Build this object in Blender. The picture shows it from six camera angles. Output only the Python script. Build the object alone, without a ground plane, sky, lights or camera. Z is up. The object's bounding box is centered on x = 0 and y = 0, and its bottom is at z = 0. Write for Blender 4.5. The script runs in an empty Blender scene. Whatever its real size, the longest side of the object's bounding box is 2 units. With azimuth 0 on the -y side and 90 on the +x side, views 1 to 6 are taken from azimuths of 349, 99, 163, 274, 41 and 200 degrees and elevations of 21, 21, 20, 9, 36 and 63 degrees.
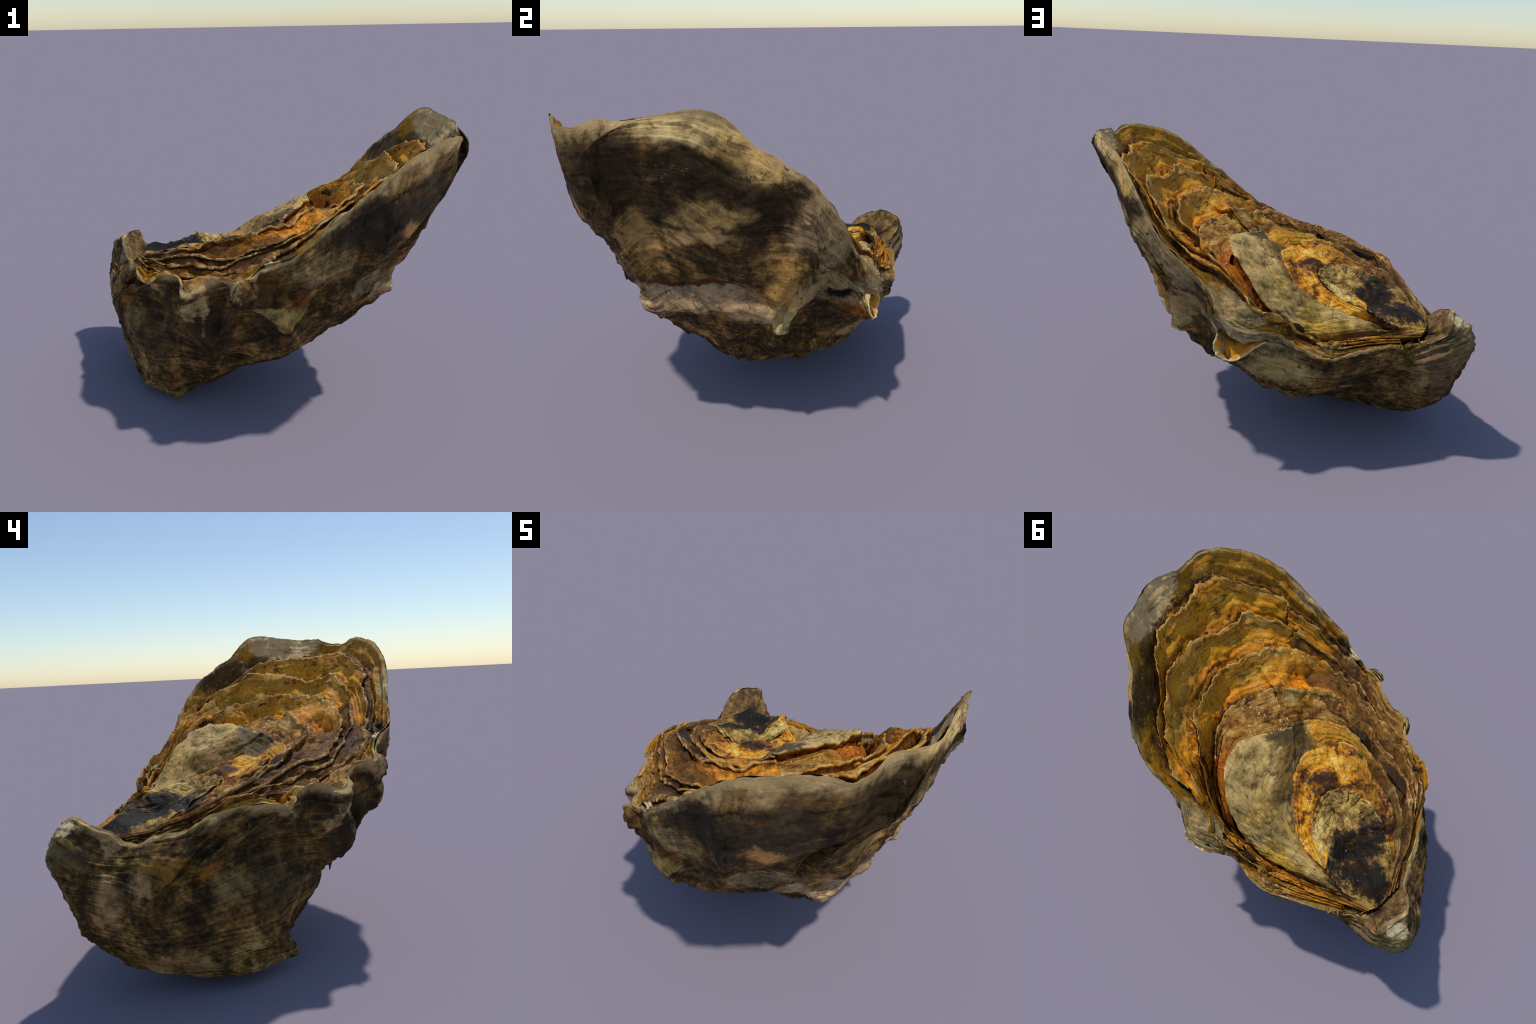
import bpy, math
import numpy as np
from mathutils.kdtree import KDTree

# ------------------------------------------------------------------ data
# outer edges of the growth plates of the upper valve, from hinge side to hinge side
OVAL_EDGE = [(-.722, .662, .726), (-.653, .652, .722), (-.584, .65, .733), (-.519, .643, .754), (-.459, .618, .781), (-.384, .57, .813), (-.307, .503, .84), (-.25, .412, .865), (-.238, .301, .894),
    (-.258, .186, .916), (-.343, .105, .914), (-.458, .121, .892), (-.551, .174, .858), (-.682, .305, .789), (-.769, .47, .728), (-.729, .651, .729)]
CAP_EDGE = [(-.71, .669, .715), (-.679, .665, .714), (-.648, .66, .714), (-.617, .656, .713), (-.587, .652, .713), (-.556, .647, .712), (-.525, .643, .712), (-.499, .629, .717), (-.453, .591, .732),
    (-.365, .552, .747), (-.275, .519, .759), (-.206, .462, .782), (-.159, .391, .81), (-.117, .318, .843), (-.076, .217, .899), (-.046, .145, .953), (-.062, .03, .996), (-.129, -.044, .996), (-.189,
    -.106, .998), (-.266, -.137, .994), (-.361, -.108, .973), (-.443, -.053, .934), (-.537, .001, .897), (-.622, .09, .859), (-.681, .211, .811), (-.725, .34, .765), (-.74, .479, .739), (-.743, .622,
    .725)]
PLATE_A_EDGE = [(-.698, .677, .703), (-.588, .665, .684), (-.478, .654, .665), (-.365, .645, .664), (-.257, .615, .666), (-.147, .594, .677), (-.091, .597, .687), (-.069, .607, .699), (.058, .58,
    .779), (.19, .516, .921), (.27, .401, 1.069), (.303, .303, 1.13), (.295, .214, 1.15), (.255, .131, 1.148), (.152, .028, 1.119), (.056, -.075, 1.092), (.061, -.081, 1.084), (-.023, -.173, 1.06),
    (-.116, -.205, 1.033), (-.22, -.218, 1.013), (-.321, -.181, 1.003), (-.413, -.131, .976), (-.516, -.071, .928), (-.637, .012, .881), (-.703, .145, .832), (-.743, .285, .774), (-.757, .437, .739),
    (-.757, .593, .722)]
PLATE_B_EDGE = [(-.687, .684, .691), (-.58, .682, .697), (-.473, .68, .702), (-.366, .676, .701), (-.26, .659, .693), (-.154, .653, .681), (-.047, .652, .678), (-.12, .618, .665), (.031, .57, .692),
    (.241, .508, .76), (.358, .376, .894), (.406, .252, .993), (.443, .138, 1.069), (.44, .015, 1.127), (.366, -.101, 1.152), (.221, -.252, 1.15), (.214, -.233, 1.193), (.083, -.293, 1.168), (-.035,
    -.341, 1.137), (-.153, -.342, 1.095), (-.259, -.301, 1.063), (-.362, -.244, 1.045), (-.489, -.18, 1.006), (-.638, -.079, .941), (-.705, .032, .899), (-.777, .191, .812), (-.774, .372, .75),
    (-.771, .563, .718)]
PLATE_C_EDGE = [(-.675, .691, .68), (-.553, .694, .692), (-.431, .698, .704), (-.308, .692, .702), (-.186, .684, .692), (-.063, .685, .693), (-.092, .652, .695), (.023, .621, .725), (.166, .565,
    .787), (.337, .486, .897), (.438, .35, 1.042), (.507, .231, 1.138), (.564, .121, 1.215), (.564, -.019, 1.258), (.544, -.155, 1.287), (.453, -.267, 1.272), (.367, -.389, 1.267), (.237, -.474,
    1.237), (.096, -.516, 1.177), (-.053, -.516, 1.1), (-.187, -.484, 1.041), (-.313, -.413, 1.003), (-.448, -.316, .976), (-.596, -.19, .928), (-.708, -.032, .881), (-.768, .149, .819), (-.776, .337,
    .753), (-.785, .534, .715)]
PLATE_D_EDGE = [(-.664, .698, .668), (-.515, .707, .686), (-.366, .718, .701), (-.216, .713, .694), (-.073, .715, .7), (-.071, .679, .721), (.061, .638, .777), (.194, .607, .837), (.33, .534, .947),
    (.478, .423, 1.116), (.642, .321, 1.257), (.691, .172, 1.337), (.722, .035, 1.384), (.722, -.111, 1.405), (.672, -.261, 1.391), (.578, -.395, 1.362), (.488, -.527, 1.347), (.23, -.604, 1.256),
    (.249, -.59, 1.275), (-.009, -.591, 1.1), (-.146, -.557, 1.022), (-.282, -.479, .974), (-.425, -.372, .942), (-.583, -.246, .908), (-.709, -.087, .866), (-.768, .108, .825), (-.79, .301, .754),
    (-.799, .505, .711)]
PLATE_E_EDGE = [(-.652, .706, .656), (-.495, .722, .681), (-.338, .74, .698), (-.178, .74, .691), (-.14, .728, .706), (-.017, .701, .748), (.119, .658, .817), (.265, .637, .878), (.377, .536, 1.001),
    (.551, .453, 1.146), (.675, .311, 1.276), (.729, .14, 1.368), (.806, -.006, 1.462), (.868, -.168, 1.53), (.807, -.352, 1.505), (.771, -.518, 1.521), (.619, -.632, 1.502), (.364, -.71, 1.381),
    (.295, -.693, 1.317), (.033, -.664, 1.112), (-.101, -.663, 1.025), (-.244, -.6, .959), (-.386, -.472, .922), (-.557, -.352, .895), (-.703, -.181, .856), (-.762, .042, .841), (-.805, .252, .759),
    (-.813, .476, .708)]
# rim of the cupped lower valve (hinge, long lip, hinge)
RIM = [(-.644, .711, .648), (-.572, .736, .655), (-.5, .761, .669), (-.425, .771, .685), (-.347, .774, .685), (-.27, .774, .674), (-.194, .774, .66), (-.116, .774, .657), (-.042, .765, .674), (.024,
    .742, .708), (.082, .705, .743), (.149, .681, .773), (.223, .677, .797), (.298, .684, .818), (.368, .679, .85), (.425, .655, .895), (.458, .609, .948), (.496, .554, 1.025), (.585, .526, 1.121),
    (.677, .498, 1.214), (.739, .444, 1.318), (.781, .361, 1.413), (.817, .258, 1.489), (.847, .17, 1.548), (.882, .117, 1.614), (.923, .055, 1.668), (.954, -.026, 1.693), (.954, -.117, 1.682), (.972,
    -.206, 1.668), (.981, -.296, 1.653), (.946, -.38, 1.646), (.89, -.454, 1.641), (.877, -.54, 1.609), (.856, -.63, 1.618), (.781, -.681, 1.636), (.702, -.728, 1.63), (.61, -.769, 1.606), (.508,
    -.799, 1.57), (.414, -.82, 1.511), (.325, -.828, 1.443), (.241, -.822, 1.369), (.154, -.809, 1.298), (.079, -.801, 1.236), (.01, -.797, 1.176), (-.055, -.786, 1.113), (-.114, -.728, 1.075), (-.19,
    -.697, 1.037), (-.264, -.677, .986), (-.358, -.621, .961), (-.432, -.527, .937), (-.526, -.484, .878), (-.586, -.383, .903), (-.656, -.289, .895), (-.749, -.234, .846), (-.796, -.126, .853),
    (-.798, -.003, .851), (-.81, .113, .82), (-.824, .22, .762), (-.825, .339, .742), (-.822, .455, .706)]
# rim closed over the beak
BEAK = [(-.835, .5, .715), (-.857, .546, .763), (-.87, .63, .8), (-.83, .7, .828), (-.785, .75, .825), (-.76, .8, .8), (-.757, .803, .75), (-.7, .765, .69)]
# girdles of the lower valve, from below the rim down to the foot
SHOULDER_RING = [(-.712, .783, .681), (-.62, .738, .64), (-.478, .746, .608), (-.318, .724, .596), (-.161, .757, .57), (-.019, .699, .601), (.123, .636, .654), (.242, .663, .687), (.332, .68, .72),
    (.399, .618, .741), (.456, .6, .834), (.505, .52, .948), (.596, .482, 1.022), (.683, .44, 1.098), (.759, .403, 1.219), (.83, .336, 1.293), (.854, .251, 1.387), (.874, .098, 1.399), (.944, -.085,
    1.536), (.993, -.436, 1.539), (.952, -.443, 1.418), (.861, -.469, 1.353), (.808, -.589, 1.324), (.595, -.702, 1.202), (.465, -.775, 1.137), (.425, -.791, 1.135), (.416, -.807, 1.143), (.323,
    -.775, 1.147), (.205, -.776, 1.111), (.1, -.785, 1.059), (-.014, -.784, 1.011), (-.152, -.717, .949), (-.284, -.707, .924), (-.321, -.65, .807), (-.391, -.582, .745), (-.553, -.437, .701), (-.723,
    -.13, .712), (-.885, .105, .657), (-.831, .125, .653), (-.822, .18, .672), (-.908, .25, .602), (-.923, .319, .623), (-.913, .408, .634), (-.913, .507, .64), (-.935, .62, .662), (-.938, .746,
    .748), (-.864, .813, .768), (-.792, .817, .724)]
FLANK_RING = [(-.772, .833, .604), (-.662, .784, .559), (-.531, .73, .533), (-.371, .716, .502), (-.197, .704, .478), (-.043, .659, .488), (.092, .609, .529), (.196, .607, .575), (.266, .612, .622),
    (.326, .653, .625), (.42, .661, .67), (.471, .533, .768), (.505, .421, .842), (.62, .374, .874), (.649, .364, .976), (.754, .396, 1.129), (.745, .255, 1.143), (.819, .04, 1.142), (.853, -.148,
    1.259), (.822, -.342, 1.288), (.797, -.448, 1.196), (.717, -.554, 1.14), (.592, -.496, 1.075), (.542, -.531, .942), (.404, -.567, .909), (.333, -.655, .916), (.295, -.72, .926), (.266, -.726,
    .919), (.207, -.727, .907), (.132, -.697, .886), (.041, -.707, .823), (-.064, -.727, .73), (-.217, -.605, .722), (-.363, -.548, .603), (-.444, -.518, .549), (-.557, -.353, .61), (-.681, -.094,
    .614), (-.877, .104, .568), (-.939, .232, .538), (-.931, .304, .507), (-.968, .361, .476), (-.969, .414, .488), (-.968, .475, .522), (-.981, .561, .557), (-.992, .652, .581), (-.964, .758, .62),
    (-.942, .811, .655), (-.886, .848, .644)]
WAIST_RING = [(-.827, .806, .471), (-.698, .765, .457), (-.565, .683, .45), (-.399, .641, .444), (-.231, .619, .41), (-.078, .589, .391), (.054, .56, .402), (.15, .542, .447), (.223, .566, .493),
    (.28, .578, .559), (.364, .561, .602), (.422, .47, .653), (.426, .356, .673), (.502, .268, .659), (.618, .232, .665), (.646, .285, .829), (.681, .238, .832), (.702, .039, .911), (.763, -.149,
    .979), (.755, -.265, 1.021), (.737, -.38, .943), (.628, -.436, .876), (.561, -.457, .842), (.522, -.452, .794), (.453, -.513, .784), (.367, -.584, .778), (.284, -.61, .743), (.227, -.629, .733),
    (.175, -.638, .723), (.112, -.619, .711), (.036, -.629, .663), (-.011, -.634, .589), (-.167, -.548, .529), (-.304, -.44, .451), (-.387, -.377, .419), (-.578, -.312, .494), (-.713, -.167, .465),
    (-.871, .014, .451), (-.926, .18, .413), (-.941, .296, .383), (-.955, .378, .379), (-.969, .442, .387), (-.978, .51, .414), (-.993, .589, .443), (-.976, .663, .463), (-.948, .738, .457), (-.9,
    .755, .485), (-.873, .799, .496)]
BELLY_RING = [(-.792, .766, .345), (-.698, .731, .347), (-.567, .658, .35), (-.416, .593, .344), (-.264, .549, .322), (-.121, .517, .297), (.008, .481, .29), (.107, .46, .325), (.176, .459, .394),
    (.246, .46, .456), (.312, .427, .517), (.386, .364, .554), (.427, .331, .507), (.44, .224, .541), (.56, .193, .588), (.565, .17, .653), (.601, .133, .677), (.624, .018, .71), (.639, -.094, .77),
    (.686, -.139, .794), (.638, -.249, .759), (.628, -.336, .718), (.606, -.41, .733), (.509, -.392, .689), (.418, -.407, .652), (.34, -.439, .624), (.27, -.479, .597), (.2, -.508, .583), (.142,
    -.532, .567), (.081, -.549, .543), (.015, -.557, .502), (-.055, -.524, .46), (-.15, -.474, .411), (-.255, -.376, .409), (-.389, -.37, .358), (-.541, -.292, .347), (-.682, -.203, .322), (-.795,
    -.06, .291), (-.855, .081, .285), (-.899, .208, .272), (-.914, .315, .27), (-.939, .403, .282), (-.957, .483, .309), (-.965, .558, .334), (-.95, .626, .35), (-.931, .682, .349), (-.902, .72,
    .333), (-.838, .747, .341)]
KEEL_RING = [(-.74, .706, .236), (-.659, .667, .247), (-.545, .597, .258), (-.418, .529, .256), (-.301, .479, .244), (-.176, .444, .225), (-.056, .418, .218), (.043, .376, .255), (.136, .352, .292),
    (.208, .343, .342), (.24, .305, .419), (.319, .27, .443), (.378, .239, .433), (.416, .189, .441), (.447, .143, .478), (.45, .1, .529), (.475, .063, .553), (.512, .013, .561), (.538, -.052, .584),
    (.555, -.11, .606), (.568, -.177, .613), (.558, -.249, .638), (.511, -.312, .615), (.438, -.333, .554), (.357, -.326, .511), (.28, -.333, .494), (.224, -.339, .484), (.166, -.376, .457), (.103,
    -.406, .44), (.04, -.427, .419), (-.025, -.428, .395), (-.095, -.405, .369), (-.173, -.377, .341), (-.27, -.346, .321), (-.387, -.325, .287), (-.506, -.249, .244), (-.63, -.196, .21), (-.737,
    -.148, .18), (-.799, -.032, .187), (-.853, .097, .175), (-.893, .207, .159), (-.905, .314, .184), (-.918, .402, .213), (-.917, .48, .238), (-.909, .551, .247), (-.893, .617, .245), (-.847, .673,
    .247), (-.8, .697, .243)]
SOLE_RING = [(-.699, .62, .167), (-.612, .591, .168), (-.515, .521, .182), (-.413, .438, .201), (-.354, .4, .196), (-.229, .36, .172), (-.122, .329, .165), (-.021, .289, .185), (.081, .265, .2),
    (.139, .244, .262), (.198, .218, .301), (.259, .184, .338), (.302, .153, .356), (.334, .126, .358), (.338, .09, .379), (.345, .052, .401), (.359, .02, .421), (.387, -.005, .43), (.418, -.033,
    .438), (.441, -.069, .455), (.457, -.109, .477), (.448, -.154, .495), (.405, -.192, .485), (.349, -.226, .442), (.275, -.229, .419), (.226, -.235, .372), (.173, -.23, .361), (.121, -.251, .338),
    (.063, -.275, .32), (.001, -.292, .307), (-.065, -.295, .296), (-.136, -.286, .287), (-.214, -.278, .268), (-.302, -.271, .236), (-.403, -.26, .181), (-.484, -.208, .166), (-.574, -.199, .144),
    (-.659, -.208, .132), (-.721, -.098, .132), (-.794, .005, .11), (-.831, .108, .102), (-.854, .204, .114), (-.868, .287, .134), (-.87, .363, .149), (-.868, .446, .151), (-.848, .526, .157), (-.812,
    .589, .161), (-.763, .62, .164)]
FOOT_RING = [(-.669, .526, .111), (-.59, .495, .113), (-.505, .429, .131), (-.428, .357, .146), (-.36, .318, .126), (-.26, .272, .11), (-.186, .255, .088), (-.098, .213, .12), (-.016, .181, .166),
    (.066, .157, .196), (.136, .128, .228), (.19, .1, .252), (.225, .075, .267), (.241, .052, .272), (.245, .03, .269), (.244, .008, .274), (.25, -.009, .285), (.267, -.016, .295), (.294, -.019,
    .304), (.319, -.026, .32), (.333, -.04, .339), (.332, -.061, .34), (.31, -.087, .329), (.267, -.115, .315), (.218, -.13, .295), (.17, -.131, .268), (.123, -.131, .238), (.074, -.136, .214), (.021,
    -.143, .204), (-.039, -.149, .206), (-.106, -.157, .207), (-.18, -.164, .206), (-.253, -.177, .185), (-.326, -.187, .148), (-.411, -.184, .117), (-.466, -.177, .099), (-.514, -.191, .094), (-.6,
    -.207, .065), (-.666, -.134, .049), (-.753, -.078, .055), (-.784, -.011, .057), (-.801, .082, .065), (-.817, .16, .066), (-.823, .215, .071), (-.82, .32, .086), (-.798, .418, .091), (-.768, .493,
    .091), (-.731, .534, .096)]

# ------------------------------------------------------------------ maths
A = np.array


def spline(ctrl, t, closed=False):
    """Catmull-Rom through the control points; t runs over the point index."""
    P = A(ctrl, float)
    n = len(P)
    t = A(t, float)
    i = np.floor(t).astype(int)
    if not closed:
        i = np.clip(i, 0, n - 2)
    f = (t - i)[:, None]
    pick = (lambda k: P[(i + k) % n]) if closed else (lambda k: P[np.clip(i + k, 0, n - 1)])
    p0, p1, p2, p3 = pick(-1), pick(0), pick(1), pick(2)
    return 0.5 * (2 * p1 + (p2 - p0) * f + (2 * p0 - 5 * p1 + 4 * p2 - p3) * f**2 + (3 * p1 - p0 - 3 * p2 + p3) * f**3)


def by_length(ctrl, n, closed=False):
    m = len(ctrl)
    X = spline(ctrl, np.linspace(0, m if closed else m - 1, 4000, endpoint=not closed), closed)
    Xc = np.vstack([X, X[:1]]) if closed else X
    L = np.r_[0, np.cumsum(np.linalg.norm(np.diff(Xc, axis=0), axis=1))]
    t = np.linspace(0, L[-1], n, endpoint=not closed)
    return np.stack([np.interp(t, L, Xc[:, k]) for k in range(3)], 1)


def hash3(i, j, k, seed):
    h = (i * 374761393 + j * 668265263 + k * 2147483647 + seed * 974634777) & 0xFFFFFFFF
    h = ((h ^ (h >> 13)) * 1274126177) & 0xFFFFFFFF
    h = ((h ^ (h >> 16)) * 2246822519) & 0xFFFFFFFF
    return ((h ^ (h >> 15)) & 0xFFFF) / 32767.5 - 1.0


def noise(P, scale=1.0, seed=0):
    """Smooth value noise in -1..1 at the points P (n, 3)."""
    Q = np.asarray(P, float) * scale + 1000.0
    I = np.floor(Q).astype(np.int64)
    f = Q - I
    f = f * f * f * (f * (f * 6 - 15) + 10)
    out = 0
    for a in (0, 1):
        for b in (0, 1):
            for c in (0, 1):
                w = (f[..., 0] if a else 1 - f[..., 0]) * (f[..., 1] if b else 1 - f[..., 1]) * (f[..., 2] if c else 1 - f[..., 2])
                out = out + w * hash3(I[..., 0] + a, I[..., 1] + b, I[..., 2] + c, seed)
    return out


def fractal(P, scale, octaves=4, seed=0, gain=0.5):
    return sum(gain**o * noise(P, scale * 2**o, seed + o) for o in range(octaves))


def smooth(x):
    x = np.clip(x, 0, 1)
    return x * x * (3 - 2 * x)


def table(s, *pairs):
    xs, ys = zip(*pairs)
    return np.interp(s, xs, ys)


def grid_normals(X, wrap):
    if wrap:
        du = np.roll(X, -1, 0) - np.roll(X, 1, 0)
    else:
        du = np.gradient(X, axis=0)
    dv = np.gradient(X, axis=1)
    N = np.cross(du, dv)
    return N / (np.linalg.norm(N, axis=-1, keepdims=True) + 1e-12)


def stroke(X, line, width, below=1.0):
    """Nearness (1 on the line, 0 at `width`) to a polyline and the vector to it; narrower under the line."""
    line = by_length(line, 60) if len(line) > 1 else A(line, float)
    F = X.reshape(-1, 3)
    inside = np.nonzero(((F > line.min(0) - width) & (F < line.max(0) + width)).all(1))[0]
    near = np.zeros(len(F))
    if len(inside):
        Q = F[inside]
        best = np.full(len(Q), 1e9)
        high = np.zeros(len(Q))
        for p in line:
            d = Q - p
            r = (d * d).sum(1)
            m = r < best
            best[m] = r[m]
            high[m] = d[m, 2]
        reach = np.where(high < 0, width * (below + (1 - below) * smooth(1 + high / (0.25 * width))), width)
        near[inside] = smooth(1 - np.sqrt(best) / reach)
    return near.reshape(X.shape[:2])


# ------------------------------------------------------------------ scene helpers
def mesh_grid(name, X, mat, U, V, wrap=False, parent=None, loop_v=False):
    n, m = X.shape[:2]
    i = np.arange(n if wrap else n - 1)
    j = np.arange(m if loop_v else m - 1)
    i, j = np.meshgrid(i, j, indexing="ij")
    i2, j2 = (i + 1) % n, (j + 1) % m
    quads = np.stack([i * m + j, i2 * m + j, i2 * m + j2, i * m + j2], -1).reshape(-1, 4)
    me = bpy.data.meshes.new(name)
    me.vertices.add(n * m)
    me.vertices.foreach_set("co", X.reshape(-1).astype(np.float32))
    me.loops.add(quads.size)
    me.loops.foreach_set("vertex_index", quads.reshape(-1).astype(np.int32))
    me.polygons.add(len(quads))
    me.polygons.foreach_set("loop_start", (np.arange(len(quads)) * 4).astype(np.int32))
    me.polygons.foreach_set("use_smooth", np.ones(len(quads), bool))
    uv = me.uv_layers.new(name="growth")
    Uc = np.stack([np.broadcast_to(U, (n, m)), np.broadcast_to(V, (n, m))], -1).reshape(-1, 2)
    L = Uc[quads.reshape(-1)]
    if wrap:  # the seam: let u run on past 1
        iu = np.stack([i, i + 1, i + 1, i], -1).reshape(-1)
        L = L.copy()
        L[:, 0] = np.where(iu == n, 1.0, L[:, 0])
    uv.data.foreach_set("uv", L.reshape(-1).astype(np.float32))
    me.update(calc_edges=True)
    me.validate()
    me.materials.append(mat)
    ob = bpy.data.objects.new(name, me)
    bpy.context.scene.collection.objects.link(ob)
    ob.parent = parent
    return ob


# ------------------------------------------------------------------ material helpers
class Nodes:
    def __init__(self, name):
        self.mat = bpy.data.materials.new(name)
        self.mat.use_nodes = True
        self.t = self.mat.node_tree
        self.t.nodes.clear()
        tc = self.t.nodes.new("ShaderNodeTexCoord")
        self.P = tc.outputs["Object"]
        um = self.t.nodes.new("ShaderNodeUVMap")
        um.uv_map = "growth"
        self.UV = um.outputs[0]
        sep = self.t.nodes.new("ShaderNodeSeparateXYZ")
        self.t.links.new(self.UV, sep.inputs[0])
        self.u, self.v = sep.outputs[0], sep.outputs[1]

    def put(self, sock, val):
        if isinstance(val, bpy.types.NodeSocket):
            self.t.links.new(val, sock)
        elif isinstance(val, (tuple, list)) and len(val) == 3 and sock.type == "RGBA":
            sock.default_value = (*val, 1)
        else:
            sock.default_value = val

    def math(self, op, a, b=0.0, c=None, clamp=False):
        n = self.t.nodes.new("ShaderNodeMath")
        n.operation = op
        n.use_clamp = clamp
        self.put(n.inputs[0], a)
        self.put(n.inputs[1], b)
        if c is not None:
            self.put(n.inputs[2], c)
        return n.outputs[0]

    def vmath(self, op, a, b=None):
        n = self.t.nodes.new("ShaderNodeVectorMath")
        n.operation = op
        self.put(n.inputs[0], a)
        if b is not None:
            self.put(n.inputs[1], b)
        return n.outputs["Value"] if op in ("LENGTH", "DISTANCE", "DOT_PRODUCT") else n.outputs[0]

    def noise(self, vec, scale, detail=4.0, rough=0.55, dist=0.0, colour=False):
        n = self.t.nodes.new("ShaderNodeTexNoise")
        self.put(n.inputs["Vector"], vec)
        n.inputs["Scale"].default_value = scale
        n.inputs["Detail"].default_value = detail
        n.inputs["Roughness"].default_value = rough
        n.inputs["Distortion"].default_value = dist
        return n.outputs["Color"] if colour else n.outputs[0]

    def voronoi(self, vec, scale, feature="F1"):
        n = self.t.nodes.new("ShaderNodeTexVoronoi")
        n.feature = feature
        self.put(n.inputs["Vector"], vec)
        n.inputs["Scale"].default_value = scale
        return n.outputs["Distance"]

    def step(self, x, lo, hi):
        """0 at lo, 1 at hi (lo may lie above hi)."""
        n = self.t.nodes.new("ShaderNodeMapRange")
        n.interpolation_type = "SMOOTHSTEP"
        self.put(n.inputs[0], x)
        a, b, c, d = (lo, hi, 0.0, 1.0) if lo < hi else (hi, lo, 1.0, 0.0)
        for k, q in zip(range(1, 5), (a, b, c, d)):
            n.inputs[k].default_value = q
        return n.outputs[0]

    def mix(self, f, a, b):
        n = self.t.nodes.new("ShaderNodeMix")
        n.data_type = "RGBA"
        self.put(n.inputs[0], f)
        self.put(n.inputs[6], a)
        self.put(n.inputs[7], b)
        return n.outputs[2]

    def ramp(self, x, *stops):
        n = self.t.nodes.new("ShaderNodeValToRGB")
        el = n.color_ramp.elements
        while len(el) < len(stops):
            el.new(0.5)
        for e, (p, c) in zip(el, stops):
            e.position = p
            e.color = (*c, 1)
        self.put(n.inputs[0], x)
        return n.outputs[0]

    def times(self, *xs):
        r = xs[0]
        for x in xs[1:]:
            r = self.math("MULTIPLY", r, x)
        return r

    def warp(self, scale, amount, detail=3.0):
        """Object coordinates shaken by noise, for ragged patch borders."""
        c = self.noise(self.P, scale, detail, colour=True)
        c = self.vmath("SUBTRACT", c, (0.5, 0.5, 0.5))
        c = self.vmath("MULTIPLY", c, (amount, amount, amount))
        return self.vmath("ADD", self.P, c)

    def patch(self, vec, centre, radii, soft=0.35):
        if not isinstance(radii, tuple):
            radii = (radii,) * 3
        d = self.vmath("SUBTRACT", vec, tuple(centre))
        d = self.vmath("DIVIDE", d, radii)
        return self.step(self.vmath("LENGTH", d), 1 + soft, 1 - soft)

    def finish(self, colour, rough=0.7, bump=None, strength=0.3, distance=0.01, spec=0.25, tint=None):
        if tint:
            colour = self.vmath("MULTIPLY", colour, tint)
        b = self.t.nodes.new("ShaderNodeBsdfPrincipled")
        self.put(b.inputs["Base Color"], colour)
        self.put(b.inputs["Roughness"], rough)
        b.inputs["Specular IOR Level"].default_value = spec
        if bump is not None:
            n = self.t.nodes.new("ShaderNodeBump")
            n.inputs["Strength"].default_value = strength
            n.inputs["Distance"].default_value = distance
            self.put(n.inputs["Height"], bump)
            self.t.links.new(n.outputs[0], b.inputs["Normal"])
        o = self.t.nodes.new("ShaderNodeOutputMaterial")
        self.t.links.new(b.outputs[0], o.inputs[0])
        return self.mat


    def shaken(self):
        """Object coordinates shaken at two scales: broad bays and ragged edges."""
        a = self.vmath("SUBTRACT", self.noise(self.P, 5.0, 2, colour=True), (0.5, 0.5, 0.5))
        c = self.vmath("SUBTRACT", self.noise(self.P, 22.0, 5, 0.65, colour=True), (0.5, 0.5, 0.5))
        a = self.vmath("ADD", self.vmath("MULTIPLY", a, (0.16,) * 3), self.vmath("MULTIPLY", c, (0.09,) * 3))
        return self.vmath("ADD", self.P, a)

    def mid(self, x, gain):
        return self.times(self.math("SUBTRACT", x, 0.5), gain)


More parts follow.
